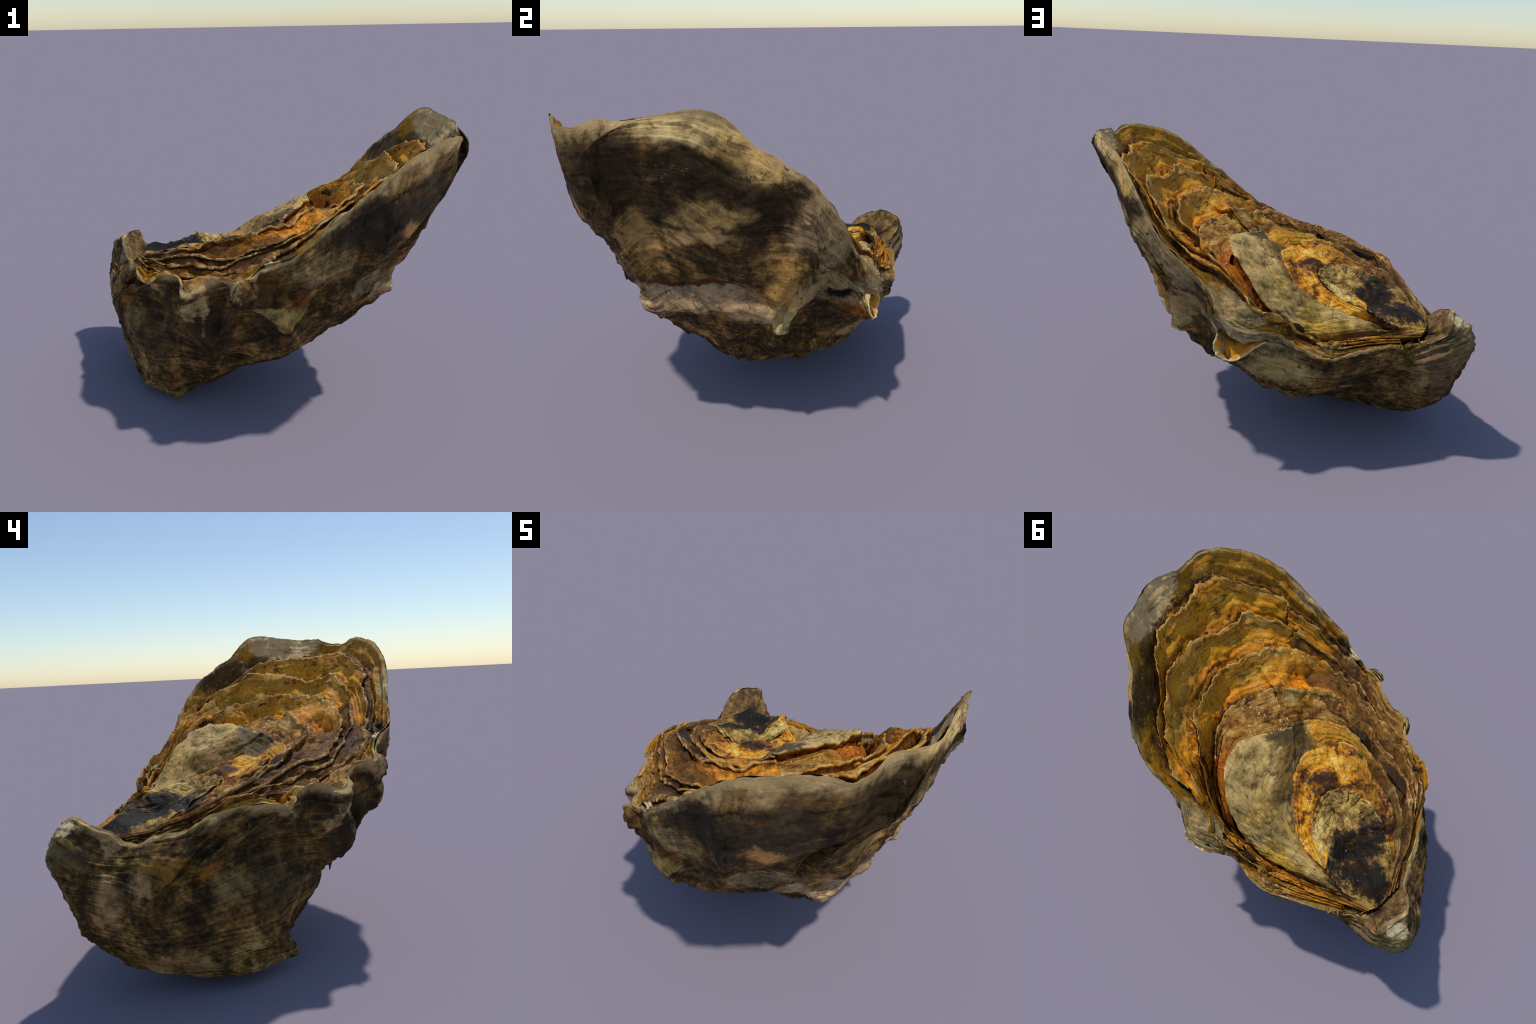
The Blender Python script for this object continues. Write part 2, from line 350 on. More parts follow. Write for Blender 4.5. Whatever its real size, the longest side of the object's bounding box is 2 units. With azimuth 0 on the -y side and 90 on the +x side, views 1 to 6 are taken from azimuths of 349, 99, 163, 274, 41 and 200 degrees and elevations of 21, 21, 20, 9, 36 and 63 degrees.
def outer_material():
    k = Nodes("weathered_shell")
    w = k.shaken()
    w2 = k.warp(4, 0.16)
    grow = k.vmath("MULTIPLY", k.UV, (14.0, 60.0, 1.0))      # runs along the growth lines
    rays = k.vmath("MULTIPLY", k.UV, (150.0, 9.0, 1.0))      # runs from rim to foot
    big = k.noise(w2, 3.4, 5, 0.6)
    lines = k.noise(grow, 1.0, 5, 0.6, 1.2)
    streak = k.noise(rays, 1.0, 4, 0.6, 0.5)
    mott = k.noise(w2, 13, 6, 0.68)
    fine = k.noise(k.P, 38, 6, 0.7)
    x = k.math("ADD", k.mid(big, 0.80), k.mid(mott, 0.85))
    x = k.math("ADD", x, k.mid(lines, 0.65))
    x = k.math("ADD", x, k.mid(streak, 0.50))
    x = k.math("ADD", x, k.mid(fine, 0.55))
    x = k.math("ADD", x, 0.46)
    col = k.ramp(x, (0.24, (0.024, 0.017, 0.010)), (0.40, (0.058, 0.039, 0.018)), (0.52, (0.135, 0.083, 0.029)),
                 (0.64, (0.27, 0.165, 0.057)), (0.82, (0.56, 0.39, 0.17)))
    grit = k.math("ADD", k.times(mott, 0.5), k.math("ADD", k.times(lines, 0.25), k.times(fine, 0.25)))
    tone = k.math("ADD", k.mid(mott, 1.1), k.math("ADD", k.mid(lines, 0.8), k.math("ADD", k.mid(fine, 0.6), k.mid(big, 0.5))))
    for c, r, tint, amt in OUTER_PATCHES:
        m = k.patch(w, c, tuple(1.15 * q for q in r), 0.75)
        m = k.math("MULTIPLY_ADD", tone, 0.55, m)
        m = k.times(k.step(m, 0.05, 0.85), k.patch(w, c, tuple(1.5 * q for q in r), 0.35), amt)
        tint = (tint[0], 0.92 * tint[1], 0.84 * tint[2])
        lo, hi = tuple(0.30 * q for q in tint), tuple(min(1.25 * q, 0.8) for q in tint)
        col = k.mix(m, col, k.mix(k.step(tone, -0.38, 0.22), lo, hi))
    # chalky flecks and rusty grains
    spots = k.step(k.noise(w, 55, 4, 0.65), 0.60, 0.70)
    where = k.step(k.noise(k.P, 2.6, 2), 0.50, 0.60)
    col = k.mix(k.times(spots, where, 0.55), col, (0.46, 0.39, 0.27))
    rust = k.step(k.noise(w2, 12, 4, 0.6), 0.62, 0.70)
    col = k.mix(k.times(rust, k.step(big, 0.48, 0.6), 0.6), col, (0.24, 0.105, 0.022))
    pits = k.step(k.noise(w, 17, 4, 0.6), 0.38, 0.32)
    col = k.mix(k.times(pits, 0.7), col, (0.030, 0.022, 0.015))
    # pale fresh edge along the rim
    edge = k.math("ADD", k.v, k.math("ADD", k.mid(k.noise(rays, 0.45, 4), 0.05), k.mid(mott, 0.08)))
    pale = k.step(edge, 0.046, 0.008)
    cream = k.mix(k.noise(rays, 1.0, 3), (0.36, 0.255, 0.105), (0.80, 0.63, 0.35))
    col = k.mix(k.times(pale, 0.88), col, cream)
    for c, r in BEAK_FACE:
        col = k.mix(k.patch(w, c, r, 0.15), col, k.mix(k.step(fine, 0.4, 0.6), (0.40, 0.34, 0.20), (0.64, 0.58, 0.42)))
    h = k.math("ADD", k.times(fine, 0.5), k.math("ADD", k.times(lines, 0.6), k.times(mott, 0.6)))
    return k.finish(col, 0.75, h, 0.60, 0.016, 0.08, (1.0, 0.89, 0.74))


def plate_material(name, foot, ramp_colour, crest, patches=(), speck=0.5, dark=0.4, wall=((0.030, 0.012, 0.005), (0.16, 0.060, 0.010)), flank=0.0, tone=None, tone_mix=1.0, bias=(), edge_from=0.945):
    """A growth plate: amber foot, olive ramp, pale fringe; v runs from foot (0) to crest (1)."""
    k = Nodes(name)
    w = k.shaken()
    rays = k.vmath("MULTIPLY", k.UV, (230.0, 3.0, 1.0))
    broad = k.vmath("MULTIPLY", k.UV, (60.0, 2.0, 1.0))
    rings = k.vmath("MULTIPLY", k.UV, (16.0, 14.0, 1.0))
    fine = k.noise(k.P, 42, 6, 0.7)
    ray = k.noise(rays, 1.0, 4, 0.6, 0.6)
    tongue = k.noise(broad, 1.0, 4, 0.6, 0.8)
    ring = k.noise(rings, 1.0, 5, 0.65, 1.2)
    big = k.noise(w, 5.0, 5, 0.6)
    mott = k.noise(w, 15.0, 6, 0.68)
    vv = k.math("ADD", k.v, k.math("ADD", k.mid(tongue, 0.55), k.math("ADD", k.mid(big, 0.75), k.mid(mott, 0.55))))
    vv = k.math("ADD", vv, k.mid(ray, 0.25))
    col = k.ramp(vv, (0.00, foot[0]), (0.16, foot[1]), (0.50, ramp_colour[0]), (0.80, ramp_colour[1]), (1.02, crest))
    shade = k.math("ADD", k.mid(fine, 0.7), k.math("ADD", k.mid(ray, 0.45), k.math("ADD", k.mid(ring, 0.7), k.mid(mott, 0.8))))
    col = k.mix(k.times(k.step(shade, -0.05, -0.26), dark + 0.42), col, (0.030, 0.013, 0.004))
    col = k.mix(k.times(k.step(shade, 0.06, 0.34), 0.75), col, k.mix(k.step(k.v, 0.3, 0.8), (0.85, 0.45, 0.04), (0.64, 0.48, 0.15)))
    if tone:  # weathered inner plates: veins of several sheets showing through
        x = k.math("ADD", k.mid(mott, 1.5), k.math("ADD", k.mid(big, 1.0), k.math("ADD", k.mid(ring, 0.55), k.math("ADD", k.mid(ray, 0.35), k.mid(fine, 0.5)))))
        x = k.math("ADD", x, 0.5)
        for c, r, push in bias:
            x = k.math("MULTIPLY_ADD", k.patch(w, c, r, 0.6), push, x)
        col = k.mix(tone_mix if tone_mix == 1.0 else k.times(k.step(k.noise(w, 7, 4), 0.38, 0.62), 1.5 * tone_mix), col, k.ramp(x, *zip((0.14, 0.34, 0.50, 0.66, 0.88), tone)))
    for c, r, tint, amt, soft, *flat in patches:
        m = k.patch(w, c, r, soft)
        m = k.math("ADD", m, k.times(shade, 0.7))
        m = k.times(k.step(m, 0.18, 0.72), k.patch(w, c, tuple(1.5 * q for q in r), 0.35), amt)
        col = k.mix(m, col, k.mix(k.step(shade, -0.26, 0.20), tuple((flat or (0.40,))[0] * q for q in tint), tuple(min(1.2 * q, 0.8) for q in tint)))
    # dark hair lines between growth sheets
    hair = k.math("ABSOLUTE", k.math("SUBTRACT", k.noise(k.vmath("MULTIPLY", k.UV, (9.0, 7.0, 1.0)), 1.0, 3, 0.5, 0.6), 0.5))
    col = k.mix(k.times(k.step(hair, 0.022, 0.006), k.step(big, 0.42, 0.58), 0.75), col, (0.035, 0.012, 0.004))
    flecks = k.times(k.step(k.noise(k.P, 62, 2, 0.5), 0.61, 0.68), k.step(k.noise(k.P, 5.5, 3), 0.50, 0.60), speck)
    col = k.mix(flecks, col, (0.70, 0.60, 0.42))
    # crowded flank: dark brown at the feet, pale at the ruffle crests
    if flank:
        side = k.step(k.math("ADD", k.u, k.mid(big, 0.15)), 0.65, 0.77)
        brown = k.ramp(k.math("ADD", k.times(shade, 0.9), k.math("MULTIPLY_ADD", k.v, 0.45, 0.20)), (0.26, (0.018, 0.009, 0.004)), (0.46, (0.085, 0.040, 0.010)), (0.64, (0.24, 0.125, 0.032)), (0.84, (0.64, 0.47, 0.24)))
        col = k.mix(k.times(side, flank), col, brown)
    below = k.step(k.v, 1.03, 1.12)
    col = k.mix(below, col, k.mix(k.step(k.math("ADD", k.times(ray, 0.5), k.times(mott, 0.5)), 0.40, 0.62), *wall))
    rim = k.times(k.step(k.v, edge_from, 0.99), k.step(k.v, 1.08, 1.03))
    col = k.mix(k.times(rim, 0.75, k.step(k.math("ADD", k.times(tongue, 0.5), k.times(mott, 0.5)), 0.46, 0.60)), col, (0.55, 0.44, 0.24))
    # old crack running across the inner plates
    if CRACK[2](name):
        q = k.vmath("DOT_PRODUCT", k.vmath("SUBTRACT", k.warp(14, 0.03), CRACK[0]), CRACK[1])
        line = k.step(k.math("ABSOLUTE", q), 0.005, 0.001)
        col = k.mix(k.times(line, k.step(mott, 0.40, 0.55), 0.7), col, (0.13, 0.10, 0.05))
    h = k.math("ADD", k.times(fine, 0.5), k.math("ADD", k.times(ray, 0.5), k.math("ADD", k.times(ring, 0.4), k.times(mott, 0.6))))
    return k.finish(col, 0.48, h, 0.65, 0.014, 0.18, (1.24, 1.08, 0.80))


def unit(v):
    v = A(v, float)
    return v / np.linalg.norm(v)


# colours (linear)
DARK, BROWN, OCHRE, CREAM, CHALK = (0.045, 0.034, 0.020), (0.21, 0.15, 0.075), (0.46, 0.30, 0.10), (0.62, 0.50, 0.30), (0.54, 0.42, 0.27)
RUST, GOLD, OLIVE, TAN = (0.42, 0.17, 0.03), (0.60, 0.31, 0.03), (0.19, 0.145, 0.03), (0.36, 0.29, 0.15)

# colour patches of the lower valve: centre, radii, colour, amount
OUTER_PATCHES = [
    ((0.97, -0.03, 1.65), (0.14, 0.27, 0.075), (0.74, 0.56, 0.30), 0.95),
    ((0.86, 0.16, 1.52), (0.13, 0.15, 0.10), (0.70, 0.50, 0.22), 0.85),
    ((0.74, 0.40, 1.24), (0.10, 0.10, 0.13), (0.50, 0.40, 0.23), 0.8),
    ((0.62, 0.50, 1.08), (0.09, 0.09, 0.10), (0.48, 0.40, 0.24), 0.7),
    ((0.70, -0.20, 0.84), (0.10, 0.26, 0.055), (0.46, 0.38, 0.27), 0.8),
    ((0.66, -0.22, 0.775), (0.10, 0.20, 0.030), CHALK, 0.8), ((0.66, 0.02, 0.775), (0.10, 0.12, 0.026), CHALK, 0.65),
    ((0.66, 0.15, 0.745), (0.10, 0.16, 0.05), CHALK, 0.8),
    ((0.67, -0.18, 0.90), (0.08, 0.17, 0.020), (0.07, 0.025, 0.012), 0.95),
    ((0.63, 0.28, 0.74), (0.08, 0.09, 0.13), (0.50, 0.47, 0.27), 0.9),
    ((0.66, 0.26, 0.90), (0.09, 0.09, 0.12), OCHRE, 0.75),
    ((0.56, 0.41, 0.84), (0.13, 0.10, 0.10), (0.40, 0.34, 0.19), 0.7),
    ((0.40, 0.62, 0.72), (0.10, 0.09, 0.07), RUST, 0.85),
    ((0.42, 0.60, 0.80), (0.13, 0.10, 0.06), (0.46, 0.44, 0.30), 0.7),
    ((0.48, 0.50, 0.79), (0.06, 0.06, 0.03), (0.012, 0.010, 0.009), 1.0),
    ((0.13, 0.62, 0.52), (0.20, 0.13, 0.12), (0.46, 0.40, 0.20), 0.8),
    ((0.30, 0.66, 0.72), (0.20, 0.08, 0.04), (0.42, 0.40, 0.28), 0.6),
    ((0.95, -0.05, 1.48), (0.12, 0.16, 0.06), DARK, 1.0), ((0.93, 0.06, 1.42), (0.10, 0.12, 0.06), DARK, 0.9), ((0.80, -0.30, 1.25), (0.10, 0.20, 0.10), DARK, 0.6),
    ((0.89, -0.42, 1.48), (0.12, 0.17, 0.17), DARK, 0.95),
    ((0.82, 0.18, 1.33), (0.10, 0.15, 0.08), DARK, 0.85),
    ((0.79, 0.08, 1.12), (0.09, 0.10, 0.09), DARK, 0.7),
    ((0.86, -0.03, 1.27), (0.09, 0.16, 0.045), (0.38, 0.30, 0.14), 0.7),
    ((0.82, -0.10, 1.18), (0.09, 0.13, 0.03), (0.42, 0.32, 0.17), 0.75),
    ((0.79, -0.35, 1.14), (0.09, 0.07, 0.10), (0.42, 0.30, 0.12), 0.6),
    ((0.35, -0.82, 1.26), (0.25, 0.12, 0.13), (0.040, 0.034, 0.026), 0.95),
    ((0.66, -0.72, 1.36), (0.13, 0.12, 0.12), (0.042, 0.036, 0.028), 0.9),
    ((0.56, -0.69, 1.20), (0.07, 0.08, 0.045), (0.42, 0.26, 0.12), 0.8),
    ((0.10, -0.80, 1.02), (0.13, 0.10, 0.10), (0.30, 0.25, 0.14), 0.55),
    ((-0.05, -0.74, 0.77), (0.07, 0.07, 0.06), (0.54, 0.43, 0.16), 0.75),
    ((-0.02, -0.75, 0.86), (0.04, 0.06, 0.05), (0.16, 0.06, 0.02), 0.8),
    ((-0.17, -0.73, 0.94), (0.08, 0.06, 0.06), (0.13, 0.075, 0.03), 0.85),
    ((0.40, -0.58, 0.86), (0.20, 0.12, 0.035), (0.42, 0.34, 0.22), 0.6),
    ((0.55, -0.43, 0.75), (0.12, 0.11, 0.06), (0.52, 0.42, 0.28), 0.75),
    ((-0.75, -0.19, 0.51), (0.14, 0.12, 0.14), (0.085, 0.064, 0.036), 0.75),
    ((-0.45, -0.55, 0.62), (0.11, 0.14, 0.16), (0.034, 0.027, 0.019), 0.9),
    ((-0.61, -0.20, 0.24), (0.04, 0.05, 0.05), (0.34, 0.19, 0.07), 0.85),
    ((-0.60, -0.38, 0.80), (0.13, 0.08, 0.05), (0.034, 0.028, 0.020), 0.85),
    ((-0.74, -0.25, 0.82), (0.05, 0.05, 0.05), CREAM, 0.85),
    ((-0.54, -0.50, 0.80), (0.05, 0.05, 0.08), CREAM, 0.85), ((-0.58, -0.46, 0.70), (0.07, 0.05, 0.025), (0.50, 0.40, 0.22), 0.8),
    ((-0.48, -0.57, 0.80), (0.025, 0.035, 0.12), (0.56, 0.42, 0.24), 0.85), ((-0.29, -0.68, 0.93), (0.06, 0.05, 0.05), (0.58, 0.46, 0.26), 0.8),
    ((-0.18, -0.71, 0.81), (0.11, 0.05, 0.025), (0.44, 0.32, 0.15), 0.75),
    ((-0.92, 0.30, 0.62), (0.07, 0.10, 0.04), (0.36, 0.22, 0.05), 0.75),
    ((-0.88, 0.12, 0.565), (0.06, 0.10, 0.035), (0.38, 0.18, 0.035), 0.75),
    ((-0.86, 0.02, 0.47), (0.07, 0.10, 0.07), (0.36, 0.27, 0.13), 0.5),
    ((-0.97, 0.56, 0.47), (0.07, 0.06, 0.10), (0.50, 0.36, 0.20), 0.7),
    ((-0.93, 0.40, 0.53), (0.06, 0.05, 0.05), (0.48, 0.35, 0.19), 0.6),
    ((-0.88, 0.55, 0.72), (0.03, 0.025, 0.07), (0.52, 0.40, 0.24), 0.8),
    ((-0.86, 0.26, 0.14), (0.08, 0.14, 0.05), (0.44, 0.31, 0.15), 0.6),
    ((-0.74, 0.80, 0.50), (0.12, 0.07, 0.17), (0.17, 0.125, 0.085), 0.85),
    ((-0.64, 0.76, 0.42), (0.05, 0.07, 0.09), (0.42, 0.33, 0.17), 0.7),
    ((-0.86, 0.80, 0.68), (0.10, 0.09, 0.09), (0.21, 0.195, 0.105), 0.85),
    ((-0.90, 0.70, 0.66), (0.06, 0.08, 0.07), (0.065, 0.062, 0.040), 0.8),
]
BEAK_FACE = [((-0.850, 0.757, 0.797), (0.062, 0.058, 0.055))]

eye_line = A([-0.51, 1.639, 4.068])
c1, c2 = A([-0.387, -0.194, 1.02]), A([-0.129, 0.782, 0.659])
CRACK_N = unit(np.cross(c1 - eye_line, c2 - eye_line))
CRACK = (tuple(c1), tuple(CRACK_N), lambda n: n in ("oval_plate_skin", "golden_plate_skin", "grey_plate_skin"))

# growth strokes on the lower valve: line, reach, push along the normal, undercut
SHELF = [(0.278, -0.666, 0.80), (0.45, -0.55, 0.775), (0.585, -0.44, 0.745), (0.625, -0.39, 0.735), (0.64, -0.25, 0.75), (0.66, -0.07, 0.765), (0.655, 0.10, 0.765), (0.66, 0.17, 0.745), (0.63, 0.215, 0.67), (0.60, 0.235, 0.64)]
STROKES = [
    (SHELF, 0.085, 0.020, 0.25), ([(0.30, -0.739, 0.93), (0.458, -0.62, 0.90), (0.60, -0.46, 0.865), (0.672, -0.298, 0.873), (0.72, -0.147, 0.90), (0.702, -0.012, 0.90), (0.682, 0.114, 0.86), (0.665, 0.185, 0.79)], 0.055, -0.016),
    ([(0.56, 0.25, 0.61), (0.613, 0.294, 0.739), (0.60, 0.356, 0.793)], 0.06, 0.020),
    ([(0.60, 0.24, 0.66), (0.665, 0.26, 0.79), (0.686, 0.33, 0.91), (0.667, 0.404, 1.0)], 0.06, -0.022),
    ([(0.541, 0.421, 0.79), (0.488, 0.488, 0.784), (0.477, 0.546, 0.796)], 0.05, -0.028),
    ([(0.47, 0.56, 0.80), (0.40, 0.64, 0.775), (0.25, 0.66, 0.745)], 0.05, 0.016),
    ([(0.473, -0.095, 0.471), (0.572, 0.027, 0.571), (0.522, 0.142, 0.546), (0.409, 0.207, 0.446)], 0.06, 0.016, 0.4),
    ([(0.45, 0.59, 0.75), (0.37, 0.63, 0.70), (0.28, 0.65, 0.70)], 0.12, -0.055),
    ([(0.203, 0.206, 0.315), (0.46, 0.296, 0.546), (0.454, 0.345, 0.561), (0.141, 0.429, 0.378)], 0.05, 0.014),
    ([(-0.649, -0.324, 0.794), (-0.632, -0.365, 0.734), (-0.613, -0.403, 0.693), (-0.583, -0.456, 0.69), (-0.545, -0.515, 0.72), (-0.501, -0.558, 0.767)], 0.06, 0.030, 0.3),
    ([(-0.60, -0.44, 0.64), (-0.54, -0.50, 0.66)], 0.05, -0.020),
    ([(-0.478, -0.519, 0.877), (-0.486, -0.541, 0.83), (-0.477, -0.579, 0.76), (-0.45, -0.524, 0.639), (-0.419, -0.458, 0.523)], 0.045, 0.034),
    ([(-0.42, -0.57, 0.80), (-0.415, -0.555, 0.68), (-0.40, -0.50, 0.60)], 0.055, -0.050),
    ([(-0.311, -0.64, 0.885), (-0.23, -0.689, 0.835), (-0.137, -0.709, 0.792), (-0.079, -0.712, 0.715), (-0.034, -0.695, 0.671)], 0.055, 0.026),
    ([(-0.20, -0.71, 0.95), (-0.12, -0.73, 0.93)], 0.06, -0.030), ([(-0.02, -0.742, 0.86), (-0.01, -0.735, 0.81)], 0.035, -0.022),
    ([(-0.27, -0.62, 0.74), (-0.18, -0.64, 0.66), (-0.12, -0.60, 0.57)], 0.06, -0.016),
    ([(-0.865, -0.02, 0.47), (-0.785, -0.12, 0.40), (-0.71, -0.16, 0.31), (-0.63, -0.20, 0.20), (-0.61, -0.22, 0.09)], 0.06, 0.014),
    ([(-0.67, -0.10, 0.22), (-0.62, -0.17, 0.25), (-0.58, -0.23, 0.22)], 0.04, -0.018),
    ([(-0.735, -0.25, 0.85), (-0.73, -0.24, 0.79)], 0.090, 0.062, 0.6), ([(-0.62, -0.36, 0.91), (-0.61, -0.35, 0.78)], 0.085, -0.055),
    ([(-0.515, -0.49, 0.875), (-0.55, -0.47, 0.77)], 0.095, 0.074, 0.6), ([(-0.37, -0.60, 0.95), (-0.38, -0.57, 0.83)], 0.08, -0.064),
    ([(-0.29, -0.67, 0.97), (-0.27, -0.67, 0.90)], 0.08, 0.058, 0.6), ([(-0.235, -0.70, 1.02), (-0.21, -0.70, 0.94)], 0.06, -0.036),
    ([(-0.82, 0.12, 0.79), (-0.84, 0.11, 0.74)], 0.06, 0.020, 0.5), ([(-0.80, -0.06, 0.85), (-0.81, -0.06, 0.77)], 0.06, -0.018), ([(-0.79, -0.15, 0.85), (-0.80, -0.15, 0.80)], 0.05, 0.016, 0.5),
    ([(0.30, -0.80, 1.13), (0.462, -0.752, 1.09), (0.612, -0.701, 1.16), (0.68, -0.66, 1.19)], 0.05, 0.009),
    ([(-0.97, 0.56, 0.57), (-0.90, 0.40, 0.54), (-0.86, 0.20, 0.53), (-0.83, 0.06, 0.55)], 0.05, 0.008),
    ([(-0.83, 0.60, 0.74), (-0.92, 0.56, 0.62), (-0.97, 0.56, 0.47)], 0.05, -0.010),
    ([(-0.66, 0.74, 0.55), (-0.64, 0.74, 0.42), (-0.66, 0.66, 0.30)], 0.05, -0.014),
    ([(-0.30, 0.72, 0.54), (-0.10, 0.71, 0.57), (0.10, 0.64, 0.62)], 0.05, 0.010),
    ([(-0.45, 0.66, 0.45), (-0.20, 0.66, 0.47), (0.05, 0.60, 0.50)], 0.05, 0.012),
]

# ------------------------------------------------------------------ the lower valve
NS, NT = 700, 210
LOOP = RIM + BEAK
RIM_PART = (len(RIM) - 0.5) / len(LOOP)


def girdle(ctrl, n):
    return spline(ctrl, np.arange(n) * len(ctrl) / n, closed=True)


def ragged(P):
    """Nicks and small waves along the thin growing edge."""
    return A([0.35, 0.1, 1.0]) * (0.007 * noise(P, 16, 51) + 0.005 * noise(P, 38, 52))[:, None]


def lower_valve_points():
    fine_rim = by_length(LOOP, NS, closed=True)
    coarse = girdle(by_length(LOOP, len(FOOT_RING), closed=True), NS)
    rows = [coarse] + [girdle(R, NS) for R in (SHOULDER_RING, FLANK_RING, WAIST_RING, BELLY_RING, KEEL_RING, SOLE_RING, FOOT_RING)]
    rows.append(rows[-1] * 0.03 + (rows[-1].mean(0) * [1, 1, 0] + [-0.15, 0.05, 0.0]) * 0.97)
    t = np.linspace(0, len(rows) - 1, NT)
    rows = np.stack(rows, 1)
    X = np.stack([spline(r, t) for r in rows])
    fade = smooth(1 - t / 0.8)[None, :, None]
    X = X + (fine_rim - coarse)[:, None, :] * fade
    X = X + (ragged(fine_rim)[:, None, :]) * smooth(1 - t / 0.35)[None, :, None]
    return X, t / t[-1]


S = np.linspace(0, 1, NS, endpoint=False)
X, V = lower_valve_points()
for _ in range(1):
    N = grid_normals(X, True)
    centre = A([0.0, 0.05, 0.75])
    if ((X - centre) * N).sum() < 0:
        N = -N
    OUTWARD = N
    soft = smooth(V / 0.03)[None, :]
    for line, reach, push, *below in STROKES:
        near = stroke(X, line, reach, *below)
        X = X + N * (near * push * (0.28 + 0.72 * smooth(V / 0.055))[None])[..., None]
    U3 = np.stack(np.broadcast_arrays(np.cos(2 * np.pi * S)[:, None] * 9, np.sin(2 * np.pi * S)[:, None] * 9, V[None] * 46), -1)
    layered = fractal(U3, 1.0, 3, 11)
    R3 = np.stack(np.broadcast_arrays(np.cos(2 * np.pi * S)[:, None] * 42, np.sin(2 * np.pi * S)[:, None] * 42, V[None] * 7), -1)
    rays = fractal(R3, 1.0, 2, 21) * (smooth(1 - V / 0.45)[None] * 0.7 + 0.3)
    lumps = fractal(X, 9, 4, 31)
    grain = fractal(X, 45, 3, 41)
    phase = V[None] * 17 + 0.9 * fractal(X, 3.2, 2, 61)
    ledges = (phase - np.floor(phase)) ** 2.5 * smooth(0.55 + 1.3 * noise(X, 4.5, 63))
    X = X + N * (soft * (0.0055 * layered + 0.011 * (ledges - 0.2) + 0.004 * rays + 0.006 * lumps + 0.0016 * grain))[..., None]
X[..., 2] = np.maximum(X[..., 2], 0.004)
RIM_OUT = X[:, 0].copy()
OUTER_N = grid_normals(X, True)
OUTER_N *= np.sign(((X - A([0.0, 0.05, 0.75])) * OUTER_N).sum())
WALL = X[::2, 0:110:2].reshape(-1, 3)
WALL_N = OUTER_N[::2, 0:110:2].reshape(-1, 3)
WALL_TREE = KDTree(len(WALL))
for i, p in enumerate(WALL):
    WALL_TREE.insert(p, i)
WALL_TREE.balance()


def keep_inside(P, margin):
    """Push points of the lid that would break through the outer wall back in by `margin`."""
    F, m = P.reshape(-1, 3).copy(), np.broadcast_to(margin, P.shape[:2]).reshape(-1)
    for i, p in enumerate(F):
        _, j, far = WALL_TREE.find(p)
        if far < 0.12:
            out = (p - WALL[j]) @ WALL_N[j]
            if out > -m[i]:
                F[i] = p - WALL_N[j] * (out + m[i])
    return F.reshape(P.shape)



root = bpy.data.objects.new("oyster", None)
bpy.context.scene.collection.objects.link(root)
root["label"] = "closed rugged oyster shell with golden layered upper valve"
root["category"] = "oyster shell"

lower = mesh_grid("lower_valve", X, outer_material(), S[:, None], V[None], wrap=True, parent=root)

# ------------------------------------------------------------------ the upper valve
# broad rises (+) and hollows (-) of the whole lid: line, reach, height
SWELLS = [
    ([(-0.52, 0.38, 0.82), (-0.46, 0.34, 0.84), (-0.36, 0.25, 0.86)], 0.19, -0.085),
    ([(-0.30, 0.02, 0.93), (-0.14, 0.10, 0.94), (-0.12, 0.34, 0.86)], 0.16, -0.022),
    ([(0.02, 0.26, 1.02), (0.07, 0.12, 1.06)], 0.17, 0.036),
    ([(-0.06, -0.06, 1.03), (-0.04, -0.14, 1.04)], 0.10, -0.035),
    ([(0.04, -0.42, 1.10), (0.10, -0.37, 1.13)], 0.14, -0.085),
    ([(0.50, -0.12, 1.20), (0.55, 0.09, 1.16)], 0.09, -0.028),
    ([(-0.02, 0.55, 0.85), (-0.12, 0.58, 0.82)], 0.12, -0.045),
    ([(0.80, 0.10, 1.36), (0.68, 0.28, 1.20), (0.52, 0.43, 1.12)], 0.09, 0.012),
    ([(0.44, 0.49, 1.03), (0.37, 0.55, 0.95), (0.12, 0.66, 0.83)], 0.12, 0.045),
    ([(0.62, -0.52, 1.45), (0.46, -0.55, 1.35), (0.30, -0.68, 1.32), (0.10, -0.70, 1.19), (-0.10, -0.62, 1.04), (-0.25, -0.55, 0.97)], 0.17, 0.034),
    ([(-0.10, -0.62, 1.03), (-0.22, -0.54, 0.97)], 0.12, 0.025), ([(-0.50, -0.30, 0.94), (-0.66, -0.16, 0.87)], 0.12, 0.030),
    ([(-0.72, -0.16, 0.87), (-0.78, 0.02, 0.85)], 0.10, 0.03),
    ([(0.55, 0.09, 1.13), (0.48, 0.30, 1.12), (0.40, 0.42, 1.02), (0.31, 0.47, 0.88)], 0.13, 0.055), ([(0.30, 0.15, 1.11), (0.31, 0.30, 1.06)], 0.08, -0.055), ([(-0.60, 0.48, 0.80), (-0.50, 0.46, 0.80)], 0.14, -0.060), ([(0.80, -0.10, 1.42), (0.80, -0.35, 1.48), (0.72, -0.52, 1.50)], 0.12, 0.025), ([(0.36, -0.48, 1.26)], 0.10, 0.03),
    ([(-0.75, 0.30, 0.76), (-0.72, 0.15, 0.82)], 0.10, 0.02),
]


def swell(P):
    for line, reach, high in SWELLS:
        near = stroke(P, line, reach)
        P = P + UP * (near * high)[..., None]
    return P

UP = unit(np.linalg.svd(A(RIM) - A(RIM).mean(0))[2][2])
UP = UP * np.sign(UP[2])
M = 620
SIG = np.linspace(0, 1, M)


def along(ctrl, smoothing=0):
    return spline(ctrl, SIG * (len(ctrl) - 1))


